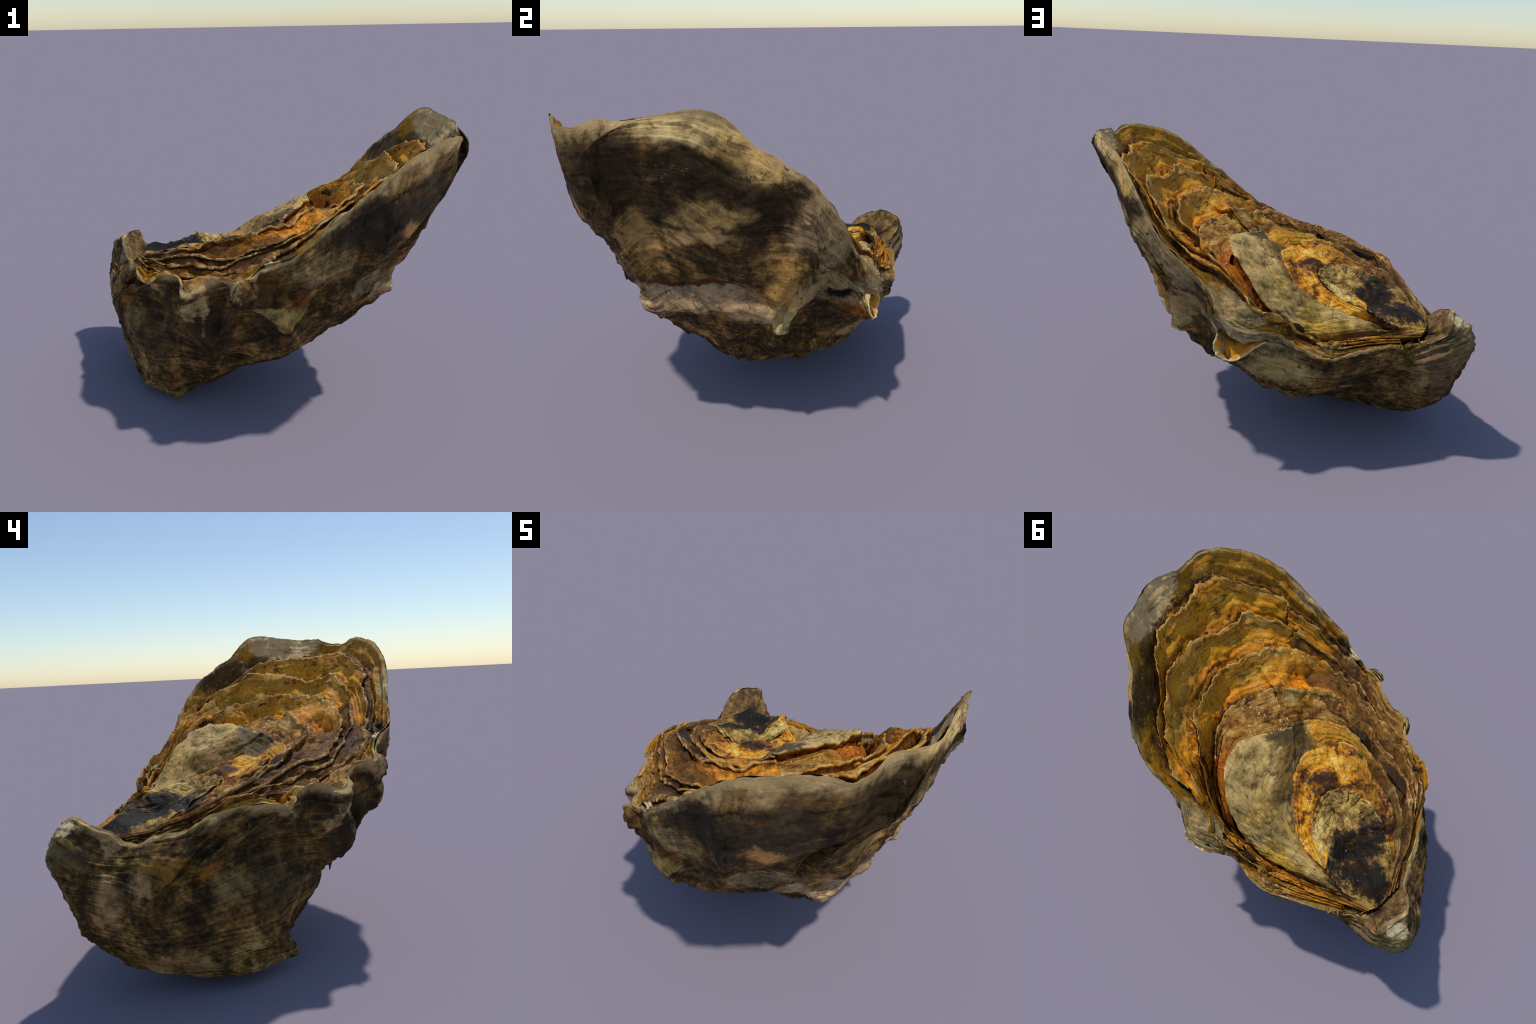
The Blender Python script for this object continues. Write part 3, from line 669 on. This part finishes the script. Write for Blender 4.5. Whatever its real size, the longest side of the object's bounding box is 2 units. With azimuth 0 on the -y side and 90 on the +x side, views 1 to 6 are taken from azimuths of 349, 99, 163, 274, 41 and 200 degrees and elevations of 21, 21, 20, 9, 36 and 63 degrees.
EDGES = [along(e) for e in (OVAL_EDGE, CAP_EDGE, PLATE_A_EDGE, PLATE_B_EDGE, PLATE_C_EDGE, PLATE_D_EDGE, PLATE_E_EDGE)]
RIM_S = along(RIM)
SPINE = spline([(-0.725, 0.655, 0.745), (-0.60, 0.50, 0.835), (-0.46, 0.33, 0.905), (-0.38, 0.20, 0.918)], 3 * np.sin(np.pi * SIG) ** 0.7)


def scallop(E, seed, size):
    """Ragged growth edge: small tongues and nicks along the crest."""
    q = np.stack([SIG * 34, SIG * 0, SIG * 0], -1)
    tongue = noise(q, 0.8, seed) * 0.75 + noise(q, 2.3, seed + 1) * 0.5 + noise(q, 6, seed + 2) * 0.25 + noise(q, 17, seed + 3) * 0.15
    return tongue * size


def plate(name, inner, edge, drop, sag, thick, seed, mat, frill=0.012, parent=None, bulge=None, outer_drop=None, ruff=0.006, lip=0.0, tucked=True, walled=True, swelling=True, under=0.022, ridged=0.0, hold=False):
    """One growth plate: starts under the plate before it, climbs to its crest, falls off."""
    out = edge - inner
    gap = np.linalg.norm(out, axis=1, keepdims=True)
    out = out / (gap + 1e-6)
    for _ in range(30):
        out = (np.roll(out, 1, 0) + 2 * out + np.roll(out, -1, 0)) / 4
    ends = smooth(np.minimum(SIG, 1 - SIG) / 0.12)[:, None]
    drop = drop * np.maximum(0.12, 1 + np.where(drop > 0.06, 0.15, 0.8) * noise(np.stack([SIG * 13, SIG * 0, SIG * 0 + seed], -1), 1.0, seed + 3))
    drop = (np.roll(drop, 2) + drop + np.roll(drop, -2)) / 3
    edge = edge + UP * (ends * tb((0, .3), (.3, .3), (.55, .4), (.68, 1), (.9, 1), (1, 0))[:, None] * 0.014 * fractal(np.stack([SIG * 26, SIG * 0, SIG * 0], -1), 1.0, 2, seed + 31)[:, None])
    sc = scallop(edge, seed, frill)[:, None] * ends * np.clip(gap / 0.06, 0.2, 1)
    E = edge + out * sc + UP * sc * 0.35
    F = inner + out * np.minimum(0.004, gap * 0.1) * tucked - UP * drop[:, None]
    I = inner - out * np.minimum(0.11, gap) - UP * (drop[:, None] + 0.05)
    w_top = np.r_[np.linspace(-0.25, 0, 6, endpoint=False) if tucked else [], np.linspace(0, 1, 46)]
    rows = []
    for w in w_top:
        if w < 0:
            P = F + (I - F) * (-w / 0.25)
        else:
            P = F + (E - F) * w
            P = P - UP * (sag * 4 * (w * (1 - w)) * (1.25 - 0.5 * w))[:, None]
            if bulge is not None:
                P = P + UP * (bulge * (np.sin(np.pi * w ** 0.6) if tucked else np.sin(np.pi * w) ** 2))[:, None]
            if lip:
                P = P + UP * (lip * smooth((w - 0.72) / 0.28))
        if tucked and walled and w > 0.9:
            P = P - UP * (0.006 * ((w - 0.9) / 0.1) ** 2)
        rows.append(P)
    P = np.stack(rows, 1)
    V = w_top.copy()
    # relief: radial furrows and weak rings
    G = np.gradient(P, axis=0)
    D = np.gradient(P, axis=1)
    N = np.cross(G, D)
    N /= np.linalg.norm(N, axis=-1, keepdims=True) + 1e-9
    N *= np.sign((N * UP).sum(-1, keepdims=True) + 1e-9)
    q = np.stack(np.broadcast_arrays(SIG[:, None] * 62, w_top[None] * 1.6, 0.0), -1)
    fur = fractal(q, 1.0, 3, seed + 5)
    q2 = np.stack(np.broadcast_arrays(SIG[:, None] * 10, w_top[None] * 9, 3.3), -1)
    ring = fractal(q2, 1.0, 2, seed + 9)
    lump = fractal(P, 11, 3, seed + 12)
    flank = tb((0, .5), (.1, .5), (.3, 0), (.58, 0), (.7, 1), (.88, 1), (1, 0))[:, None]
    ripple = fractal(np.stack(np.broadcast_arrays(SIG[:, None] * 90, w_top[None] * 1.2, 1.7), -1), 1.0, 2, seed + 23)
    fold = np.cos(2 * np.pi * (w_top[None] * 2.6 + 0.5 * noise(np.stack([SIG * 9, SIG * 0, SIG * 0], -1), 1.0, seed + 41)[:, None]))
    act = (smooth((w_top + 0.1) / 0.25 if tucked else w_top / 0.5)[None] * ends) * np.clip(gap / 0.10, 0.25, 1)
    amp = ends * flank * ridged * fold * smooth(w_top / 0.2)[None] * smooth((1 - w_top) / 0.12)[None] * np.clip(gap / 0.12, 0.2, 1) + ends * flank * 0.007 * ripple * smooth((w_top + (0.1 if tucked else -0.1)) / 0.6)[None] + act * (ruff * fur * (0.4 + 0.8 * np.clip(w_top, 0, 1)[None]) + ruff * 0.6 * ring + 0.010 * lump + 0.0015 * fractal(P, 50, 2, seed + 17))
    P = P + N * amp[..., None]
    if swelling:
        P = swell(P)
    if hold:
        P = keep_inside(P, 0.014 * smooth((1 - w_top) / 0.12)[None] if not walled else 0.014)
    crest = P[:, -1]
    od = (drop if outer_drop is None else outer_drop)[:, None]
    th = np.minimum(thick, od * 0.5 + 0.004)
    wall = [(crest + out * 0.002 - UP * th * 0.5, 1.03), (crest - out * 0.003 - UP * th, 1.08),
            (crest - out * np.minimum(under * 0.9, gap * 0.3) - UP * (th + 0.25 * od), 1.16), (crest - out * np.minimum(under, gap * 0.4) - UP * (th + 0.8 * od), 1.25),
            (crest - out * np.minimum(under * 0.6, gap * 0.3) - UP * (th + od + 0.015), 1.32), (crest - out * np.minimum(0.08, gap * 0.7) - UP * (th + od + 0.03), 1.4)]
    if walled:
        P = np.concatenate([P] + [x[:, None] for x, _ in wall], 1)
        V = np.r_[V, [v for _, v in wall]]
    return mesh_grid(name, P, mat, SIG[:, None], V[None], parent=parent), E


def tb(*pairs):
    return table(SIG, *pairs)


zero = np.zeros(M)
ORANGE_FOOT = ((0.10, 0.032, 0.006), (0.76, 0.275, 0.010))  # first colour is a painted shadow line under the crest before it
OLIVE_RAMP = ((0.70, 0.33, 0.014), (0.47, 0.215, 0.014))
FRINGE = (0.42, 0.255, 0.055)
AMBER_WALL = ((0.060, 0.020, 0.006), (0.42, 0.135, 0.012))

# how far each plate lies below the crest before it, from hinge to hinge
D_CAP = tb((0, .002), (.2, .005), (.5, .004), (.8, .006), (1, .002))
D_A = tb((0, .004), (.2, .008), (.45, .010), (.6, .014), (.72, .030), (.85, .024), (1, .004))
D_B = tb((0, .006), (.12, .022), (.20, .075), (.28, .125), (.36, .120), (.44, .075), (.5, .040), (.6, .022), (.8, .026), (1, .006))
D_C = tb((0, .006), (.15, .014), (.35, .022), (.5, .030), (.62, .024), (.72, .030), (.85, .022), (1, .006))
D_D = tb((0, .006), (.15, .018), (.3, .030), (.42, .040), (.55, .042), (.7, .026), (.85, .020), (1, .006))
D_E = tb((0, .006), (.15, .014), (.3, .026), (.42, .036), (.55, .044), (.7, .026), (.85, .018), (1, .006))
D_RIM = tb((0, .006), (.15, .012), (.25, .016), (.36, .035), (.45, .035), (.52, .026), (.6, .022), (.72, .020), (.85, .012), (1, .006))
D_END = tb((0, .004), (.5, .006), (1, .004))

NONE = ((0, 0, 0), (0, 0, 0))
upper_mats = dict(
    oval=plate_material("oval_plate_skin", NONE, NONE, (0, 0, 0), [], 0.35, 0.1, tone=((0.012, 0.010, 0.008), (0.050, 0.028, 0.010), (0.25, 0.165, 0.050), (0.44, 0.32, 0.095), (0.70, 0.58, 0.26)),
        bias=[((-0.49, 0.38, 0.82), (0.15, 0.09, 0.16), -0.42), ((-0.60, 0.54, 0.77), (0.13, 0.085, 0.15), -0.40), ((-0.33, 0.20, 0.86), (0.08, 0.11, 0.12), 0.12), ((-0.29, 0.46, 0.82), (0.06, 0.11, 0.12), 0.30), ((-0.58, 0.26, 0.83), (0.14, 0.07, 0.12), -0.16), ((-0.42, 0.52, 0.80), (0.04, 0.12, 0.12), -0.2), ((-0.68, 0.58, 0.74), (0.08, 0.10, 0.1), -0.15)]),
    cap=plate_material("golden_plate_skin", NONE, NONE, (0, 0, 0), [], 0.7, 0.1, tone=((0.030, 0.012, 0.004), (0.17, 0.066, 0.010), (0.54, 0.235, 0.012), (0.72, 0.39, 0.025), (0.76, 0.62, 0.25)), flank=0.4,
        bias=[((-0.22, 0.13, 0.92), (0.10, 0.08, 0.1), -0.36), ((-0.29, -0.01, 0.94), (0.10, 0.07, 0.1), 0.18), ((-0.28, 0.51, 0.80), (0.08, 0.11, 0.1), 0.20), ((-0.47, 0.02, 0.90), (0.12, 0.10, 0.1), -0.14), ((-0.62, 0.16, 0.83), (0.10, 0.14, 0.1), -0.28), ((-0.52, 0.62, 0.74), (0.18, 0.06, 0.1), -0.26), ((-0.09, 0.24, 0.90), (0.03, 0.13, 0.1), -0.22), ((-0.16, 0.36, 0.85), (0.05, 0.04, 0.1), -0.30)]),
    a=plate_material("grey_plate_skin", NONE, NONE, (0, 0, 0), [
        ((-0.16, -0.13, 1.02), (0.15, 0.09, 0.1), (0.66, 0.32, 0.018), 0.9, 0.5), ((-0.34, -0.12, 1.0), (0.13, 0.08, 0.1), (0.62, 0.37, 0.035), 0.9, 0.5), ((-0.50, -0.04, 0.93), (0.13, 0.10, 0.1), (0.26, 0.12, 0.02), 0.9, 0.5),
        ((-0.08, 0.50, 0.76), (0.10, 0.10, 0.1), (0.52, 0.37, 0.07), 0.6, 0.6), ((0.01, 0.20, 0.99), (0.05, 0.20, 0.12), (0.24, 0.145, 0.035), 0.75, 0.6), ((0.05, 0.42, 0.92), (0.10, 0.10, 0.1), (0.46, 0.32, 0.09), 0.55, 0.6), ((-0.14, 0.60, 0.69), (0.18, 0.055, 0.1), (0.54, 0.36, 0.035), 0.75, 0.5), ((-0.42, 0.64, 0.68), (0.22, 0.06, 0.1), (0.22, 0.12, 0.03), 0.8, 0.5), ((-0.68, 0.15, 0.85), (0.10, 0.16, 0.1), (0.10, 0.05, 0.015), 0.8, 0.4)],
        0.12, 0.0, AMBER_WALL, 0.5, tone=((0.10, 0.072, 0.030), (0.30, 0.215, 0.085), (0.46, 0.345, 0.145), (0.57, 0.44, 0.20), (0.66, 0.53, 0.28)),
        bias=[((0.02, -0.02, 1.06), (0.11, 0.10, 0.12), -0.75), ((0.10, -0.02, 1.10), (0.10, 0.08, 0.1), -0.45), ((-0.06, -0.10, 1.03), (0.05, 0.07, 0.1), -0.4), ((0.12, 0.36, 0.98), (0.05, 0.08, 0.1), -0.15), ((0.005, 0.22, 0.99), (0.022, 0.17, 0.1), -0.22)]),
    b=plate_material("brown_plate_skin", NONE, NONE, (0, 0, 0), [
        ((0.30, 0.36, 0.92), (0.16, 0.22, 0.25), (0.44, 0.135, 0.008), 0.8, 0.5), ((0.05, 0.62, 0.70), (0.22, 0.10, 0.1), (0.48, 0.20, 0.012), 0.8, 0.5), ((0.22, 0.45, 0.88), (0.03, 0.2, 0.2), (0.07, 0.02, 0.006), 0.6, 0.5), ((-0.42, 0.67, 0.69), (0.2, 0.05, 0.1), (0.28, 0.16, 0.045), 0.7, 0.4)],
        0.9, 0.15, AMBER_WALL, 0.8, tone=((0.035, 0.014, 0.004), (0.15, 0.062, 0.012), (0.31, 0.155, 0.026), (0.42, 0.255, 0.065), (0.56, 0.41, 0.18)),
        bias=[((0.24, -0.22, 1.15), (0.11, 0.09, 0.1), 0.10), ((-0.14, -0.26, 1.07), (0.16, 0.08, 0.1), 0.08), ((0.15, -0.12, 1.11), (0.16, 0.05, 0.1), -0.16)]),
    c=plate_material("inner_ramp_skin", ORANGE_FOOT, OLIVE_RAMP, FRINGE, [((-0.1, -0.46, 1.04), (0.2, 0.10, 0.1), (0.085, 0.040, 0.010), 0.8, 0.4), ((0.30, 0.12, 1.10), (0.10, 0.2, 0.2), (0.14, 0.05, 0.01), 0.7, 0.4), ((0.0, 0.64, 0.72), (0.25, 0.07, 0.1), (0.40, 0.17, 0.015), 0.7, 0.4)], 0.7, 0.4, flank=0.9, tone=((0.030, 0.012, 0.004), (0.20, 0.082, 0.010), (0.58, 0.265, 0.012), (0.62, 0.37, 0.05), (0.70, 0.56, 0.26)), tone_mix=0.42),
    d=plate_material("middle_ramp_skin", ORANGE_FOOT, OLIVE_RAMP, FRINGE, [((-0.1, -0.54, 1.05), (0.22, 0.10, 0.1), (0.070, 0.036, 0.012), 0.85, 0.4), ((0.0, 0.70, 0.72), (0.3, 0.07, 0.1), (0.28, 0.15, 0.03), 0.7, 0.4), ((0.60, 0.12, 1.25), (0.06, 0.2, 0.2), (0.24, 0.16, 0.02), 0.6, 0.4)], 0.7, 0.4, flank=0.9, tone=((0.030, 0.012, 0.004), (0.20, 0.082, 0.010), (0.58, 0.265, 0.012), (0.62, 0.37, 0.05), (0.70, 0.56, 0.26)), tone_mix=0.42),
    e=plate_material("outer_ramp_skin", ORANGE_FOOT, ((0.74, 0.35, 0.015), (0.48, 0.225, 0.014)), FRINGE, [((-0.1, -0.60, 1.05), (0.24, 0.10, 0.1), (0.060, 0.036, 0.016), 0.85, 0.4), ((0.70, -0.05, 1.36), (0.06, 0.2, 0.1), (0.66, 0.32, 0.015), 0.7, 0.4), ((0.66, -0.22, 1.42), (0.06, 0.09, 0.1), (0.06, 0.035, 0.01), 0.6, 0.4), ((0.0, 0.72, 0.72), (0.3, 0.06, 0.1), (0.36, 0.23, 0.07), 0.7, 0.4)], 0.7, 0.4, flank=0.85, tone=((0.030, 0.012, 0.004), (0.20, 0.082, 0.010), (0.58, 0.265, 0.012), (0.62, 0.37, 0.05), (0.70, 0.56, 0.26)), tone_mix=0.42),
    lip=plate_material("inner_rim_skin", ((0.040, 0.018, 0.005), (0.14, 0.062, 0.008)), ((0.40, 0.200, 0.011), (0.37, 0.170, 0.010)), (0.40, 0.29, 0.10), [
        ((0.94, -0.20, 1.60), (0.09, 0.30, 0.12), (0.60, 0.44, 0.25), 1.0, 0.4, 0.75), ((0.80, 0.16, 1.40), (0.07, 0.24, 0.14), (0.045, 0.026, 0.008), 0.85, 0.5), ((0.86, -0.06, 1.49), (0.045, 0.2, 0.06), (0.06, 0.035, 0.010), 0.7, 0.5),
        ((0.17, -0.81, 1.31), (0.22, 0.045, 0.14), (0.46, 0.43, 0.27), 0.65, 0.4), ((-0.05, -0.70, 1.08), (0.16, 0.08, 0.1), (0.060, 0.040, 0.022), 0.9, 0.4), ((-0.14, -0.72, 1.07), (0.05, 0.04, 0.06), (0.70, 0.58, 0.38), 0.9, 0.3), ((-0.45, -0.50, 0.90), (0.28, 0.22, 0.2), (0.44, 0.28, 0.11), 0.75, 0.4),
        ((0.35, 0.60, 0.90), (0.22, 0.12, 0.12), (0.38, 0.33, 0.19), 0.7, 0.45), ((-0.20, 0.76, 0.66), (0.35, 0.06, 0.1), (0.38, 0.25, 0.085), 0.7, 0.4)], 0.45, 0.3, edge_from=0.90),
)

upper, crest_line = plate("upper_valve", SPINE, EDGES[0], zero, zero, 0.010, 100, upper_mats["oval"], frill=0.006, parent=root, bulge=tb((0, 0), (.2, .010), (.5, .012), (.8, .010), (1, 0)), outer_drop=D_CAP, ruff=0.003, tucked=False)
LAMELLAE = [
    (0, 1, D_CAP, tb((0, 0), (.3, .004), (1, 0)), 0.010, "cap", 0.010, tb((0, 0), (.25, .014), (.5, .006), (1, 0)), D_A, 0.0),
    (1, 2, D_A, zero, 0.014, "a", 0.006, tb((0, 0), (.2, .022), (.35, .030), (.45, .014), (.6, .004), (1, 0)), D_B, 0.0),
    (2, 3, D_B, tb((0, 0), (.2, .03), (.32, .05), (.45, .03), (.6, .006), (1, 0)), 0.012, "b", 0.014, None, D_C, 0.010),
    (3, 4, D_C, tb((0, 0), (.2, .012), (.4, .018), (.6, .018), (1, 0)), 0.012, "c", 0.030, None, D_D, 0.014),
    (4, 5, D_D, tb((0, 0), (.2, .008), (.4, .016), (.6, .016), (1, 0)), 0.012, "d", 0.030, None, D_E, 0.014),
    (5, 6, D_E, tb((0, 0), (.2, .006), (.4, .010), (.6, .014), (1, 0)), 0.012, "e", 0.032, None, D_RIM, 0.012),
]
for n, (a, b, drop, sag, th, key, fr, bul, od, lip) in enumerate(LAMELLAE):
    _, crest_line = plate("growth_plate", crest_line, EDGES[b], drop, sag, th, 200 + 40 * n, upper_mats[key], fr, upper, bul, od, lip=lip, under=0.065 if key == 'a' else 0.022, hold=key in 'de')

# the inside of the long lip, from the last plate out to the rim
moved = RIM_OUT - by_length(LOOP, NS, closed=True)
loop_points = by_length(LOOP, NS, closed=True)
nearest = np.array([((loop_points - p) ** 2).sum(1).argmin() for p in RIM_S])
shift = moved[nearest]
for _ in range(2):
    shift = (np.roll(shift, 1, 0) + 2 * shift + np.roll(shift, -1, 0)) / 4
RIM_IN = RIM_S + shift - UP * 0.002
plate("inner_rim", swell(crest_line[:, None])[:, 0], RIM_IN, D_RIM, tb((0, 0), (.15, .002), (.3, .010), (.42, .015), (.55, .004), (.7, .004), (1, 0)), 0.004, 600, upper_mats["lip"], 0.0, lower, None, D_END, ruff=0.003, walled=False, swelling=False, ridged=0.016, hold=True)

# the hollow of the ligament between the beak and the upper valve
def ligament():
    k = Nodes("ligament_skin")
    f = k.noise(k.P, 22, 5, 0.6)
    r = k.noise(k.warp(8, 0.1), 12, 5, 0.65)
    x = k.math("ADD", k.math("ADD", k.mid(f, 0.8), k.mid(r, 1.3)), k.math("MULTIPLY_ADD", k.v, -0.35, 0.60))
    col = k.ramp(x, (0.20, (0.020, 0.012, 0.006)), (0.42, (0.075, 0.040, 0.014)), (0.60, (0.20, 0.115, 0.035)), (0.80, (0.36, 0.25, 0.09)))
    return k.finish(col, 0.75, f, 0.4, 0.01)


path = [RIM[-2], RIM[-1]] + BEAK + [RIM[0], RIM[1], RIM[2]]
B = by_length(path, 240)
heart = A([-0.722, 0.640, 0.672])
t = np.linspace(0, 1, 44)
H = B[:, None] + (heart - B)[:, None] * t[None, :, None]
H = H - UP * (0.012 * np.sin(np.pi * t))[None, :, None] - UP * 0.003
q = np.stack(np.broadcast_arrays(np.linspace(0, 26, 240)[:, None], t[None] * 1.5, 0.4), -1)
H = H + UP * ((0.010 * fractal(H, 14, 4, 71) + 0.012 * fractal(q, 1.0, 2, 73)) * smooth(t / 0.12)[None])[..., None]
mesh_grid("ligament", H, ligament(), np.linspace(0, 1, 240)[:, None], t[None], parent=lower)


# a curled flake of an older growth edge, cupped towards the light
def flake_skin():
    k = Nodes("flake_skin")
    f = k.noise(k.warp(10, 0.05), 16, 5, 0.65)
    inside = k.ramp(k.math("ADD", k.mid(f, 1.2), k.v), (0.10, (0.06, 0.025, 0.006)), (0.45, (0.50, 0.20, 0.012)), (0.75, (0.80, 0.30, 0.02)), (0.97, (0.78, 0.60, 0.26)))
    back = k.ramp(f, (0.38, (0.09, 0.055, 0.022)), (0.5, (0.28, 0.18, 0.06)), (0.62, (0.46, 0.38, 0.20)))
    return k.finish(k.mix(k.step(k.v, 1.0, 1.06), inside, back), 0.6, f, 0.5, 0.01, 0.15)


def flake(name, base, edge, mat, sag, thick, seed, n=90, m=26, crumple=0.016):
    b, e = by_length(base, n), by_length(edge, n)
    t = np.linspace(0, 1, m)
    P = b[:, None] + (e - b)[:, None] * t[None, :, None]
    P[..., 2] -= sag * np.sin(np.pi * t ** 0.8)[None]
    P = P + A([0.5, 0.7, 0.4]) * (crumple * fractal(P, 18, 3, seed) * smooth(t / 0.3)[None])[..., None]
    N = grid_normals(P, False)
    N *= np.sign((N * A([0.2, 0.3, 1.0])).sum(-1, keepdims=True))
    back = (P - N * (thick * (1 - 0.8 * t))[None, :, None])[:, ::-1]
    return mesh_grid(name, np.concatenate([P, back], 1), mat, np.linspace(0, 1, n)[:, None], np.r_[t, 2 - t[::-1]][None], parent=lower)


flake("curled_flake",
      [(0.415, 0.557, 0.806), (0.398, 0.566, 0.785), (0.365, 0.582, 0.765), (0.32, 0.605, 0.752), (0.27, 0.625, 0.745), (0.22, 0.64, 0.745), (0.17, 0.65, 0.745)],
      [(0.452, 0.634, 0.79), (0.462, 0.632, 0.714), (0.44, 0.642, 0.659), (0.384, 0.671, 0.643), (0.336, 0.685, 0.666), (0.28, 0.68, 0.70), (0.20, 0.665, 0.735)],
      flake_skin(), 0.004, 0.030, 811)

# a dark thorn hanging from the folded flank
ring = np.linspace(0, 2 * np.pi, 14, endpoint=False)
spine_line = by_length([(-0.43, -0.44, 0.58), (-0.405, -0.43, 0.52), (-0.395, -0.425, 0.46), (-0.405, -0.42, 0.415)], 24)
width = 0.026 * (1 - np.linspace(0, 1, 24)) ** 0.8 + 0.001
thorn = spine_line[None] + width[None, :, None] * np.stack([np.cos(ring), np.sin(ring), 0 * ring], -1)[:, None]
k = Nodes("thorn_skin")
mesh_grid("thorn", thorn, k.finish(k.mix(k.noise(k.P, 30, 4), (0.02, 0.016, 0.012), (0.12, 0.09, 0.05)), 0.6), np.linspace(0, 1, 14)[:, None], np.linspace(0, 1, 24)[None], wrap=True, parent=lower)
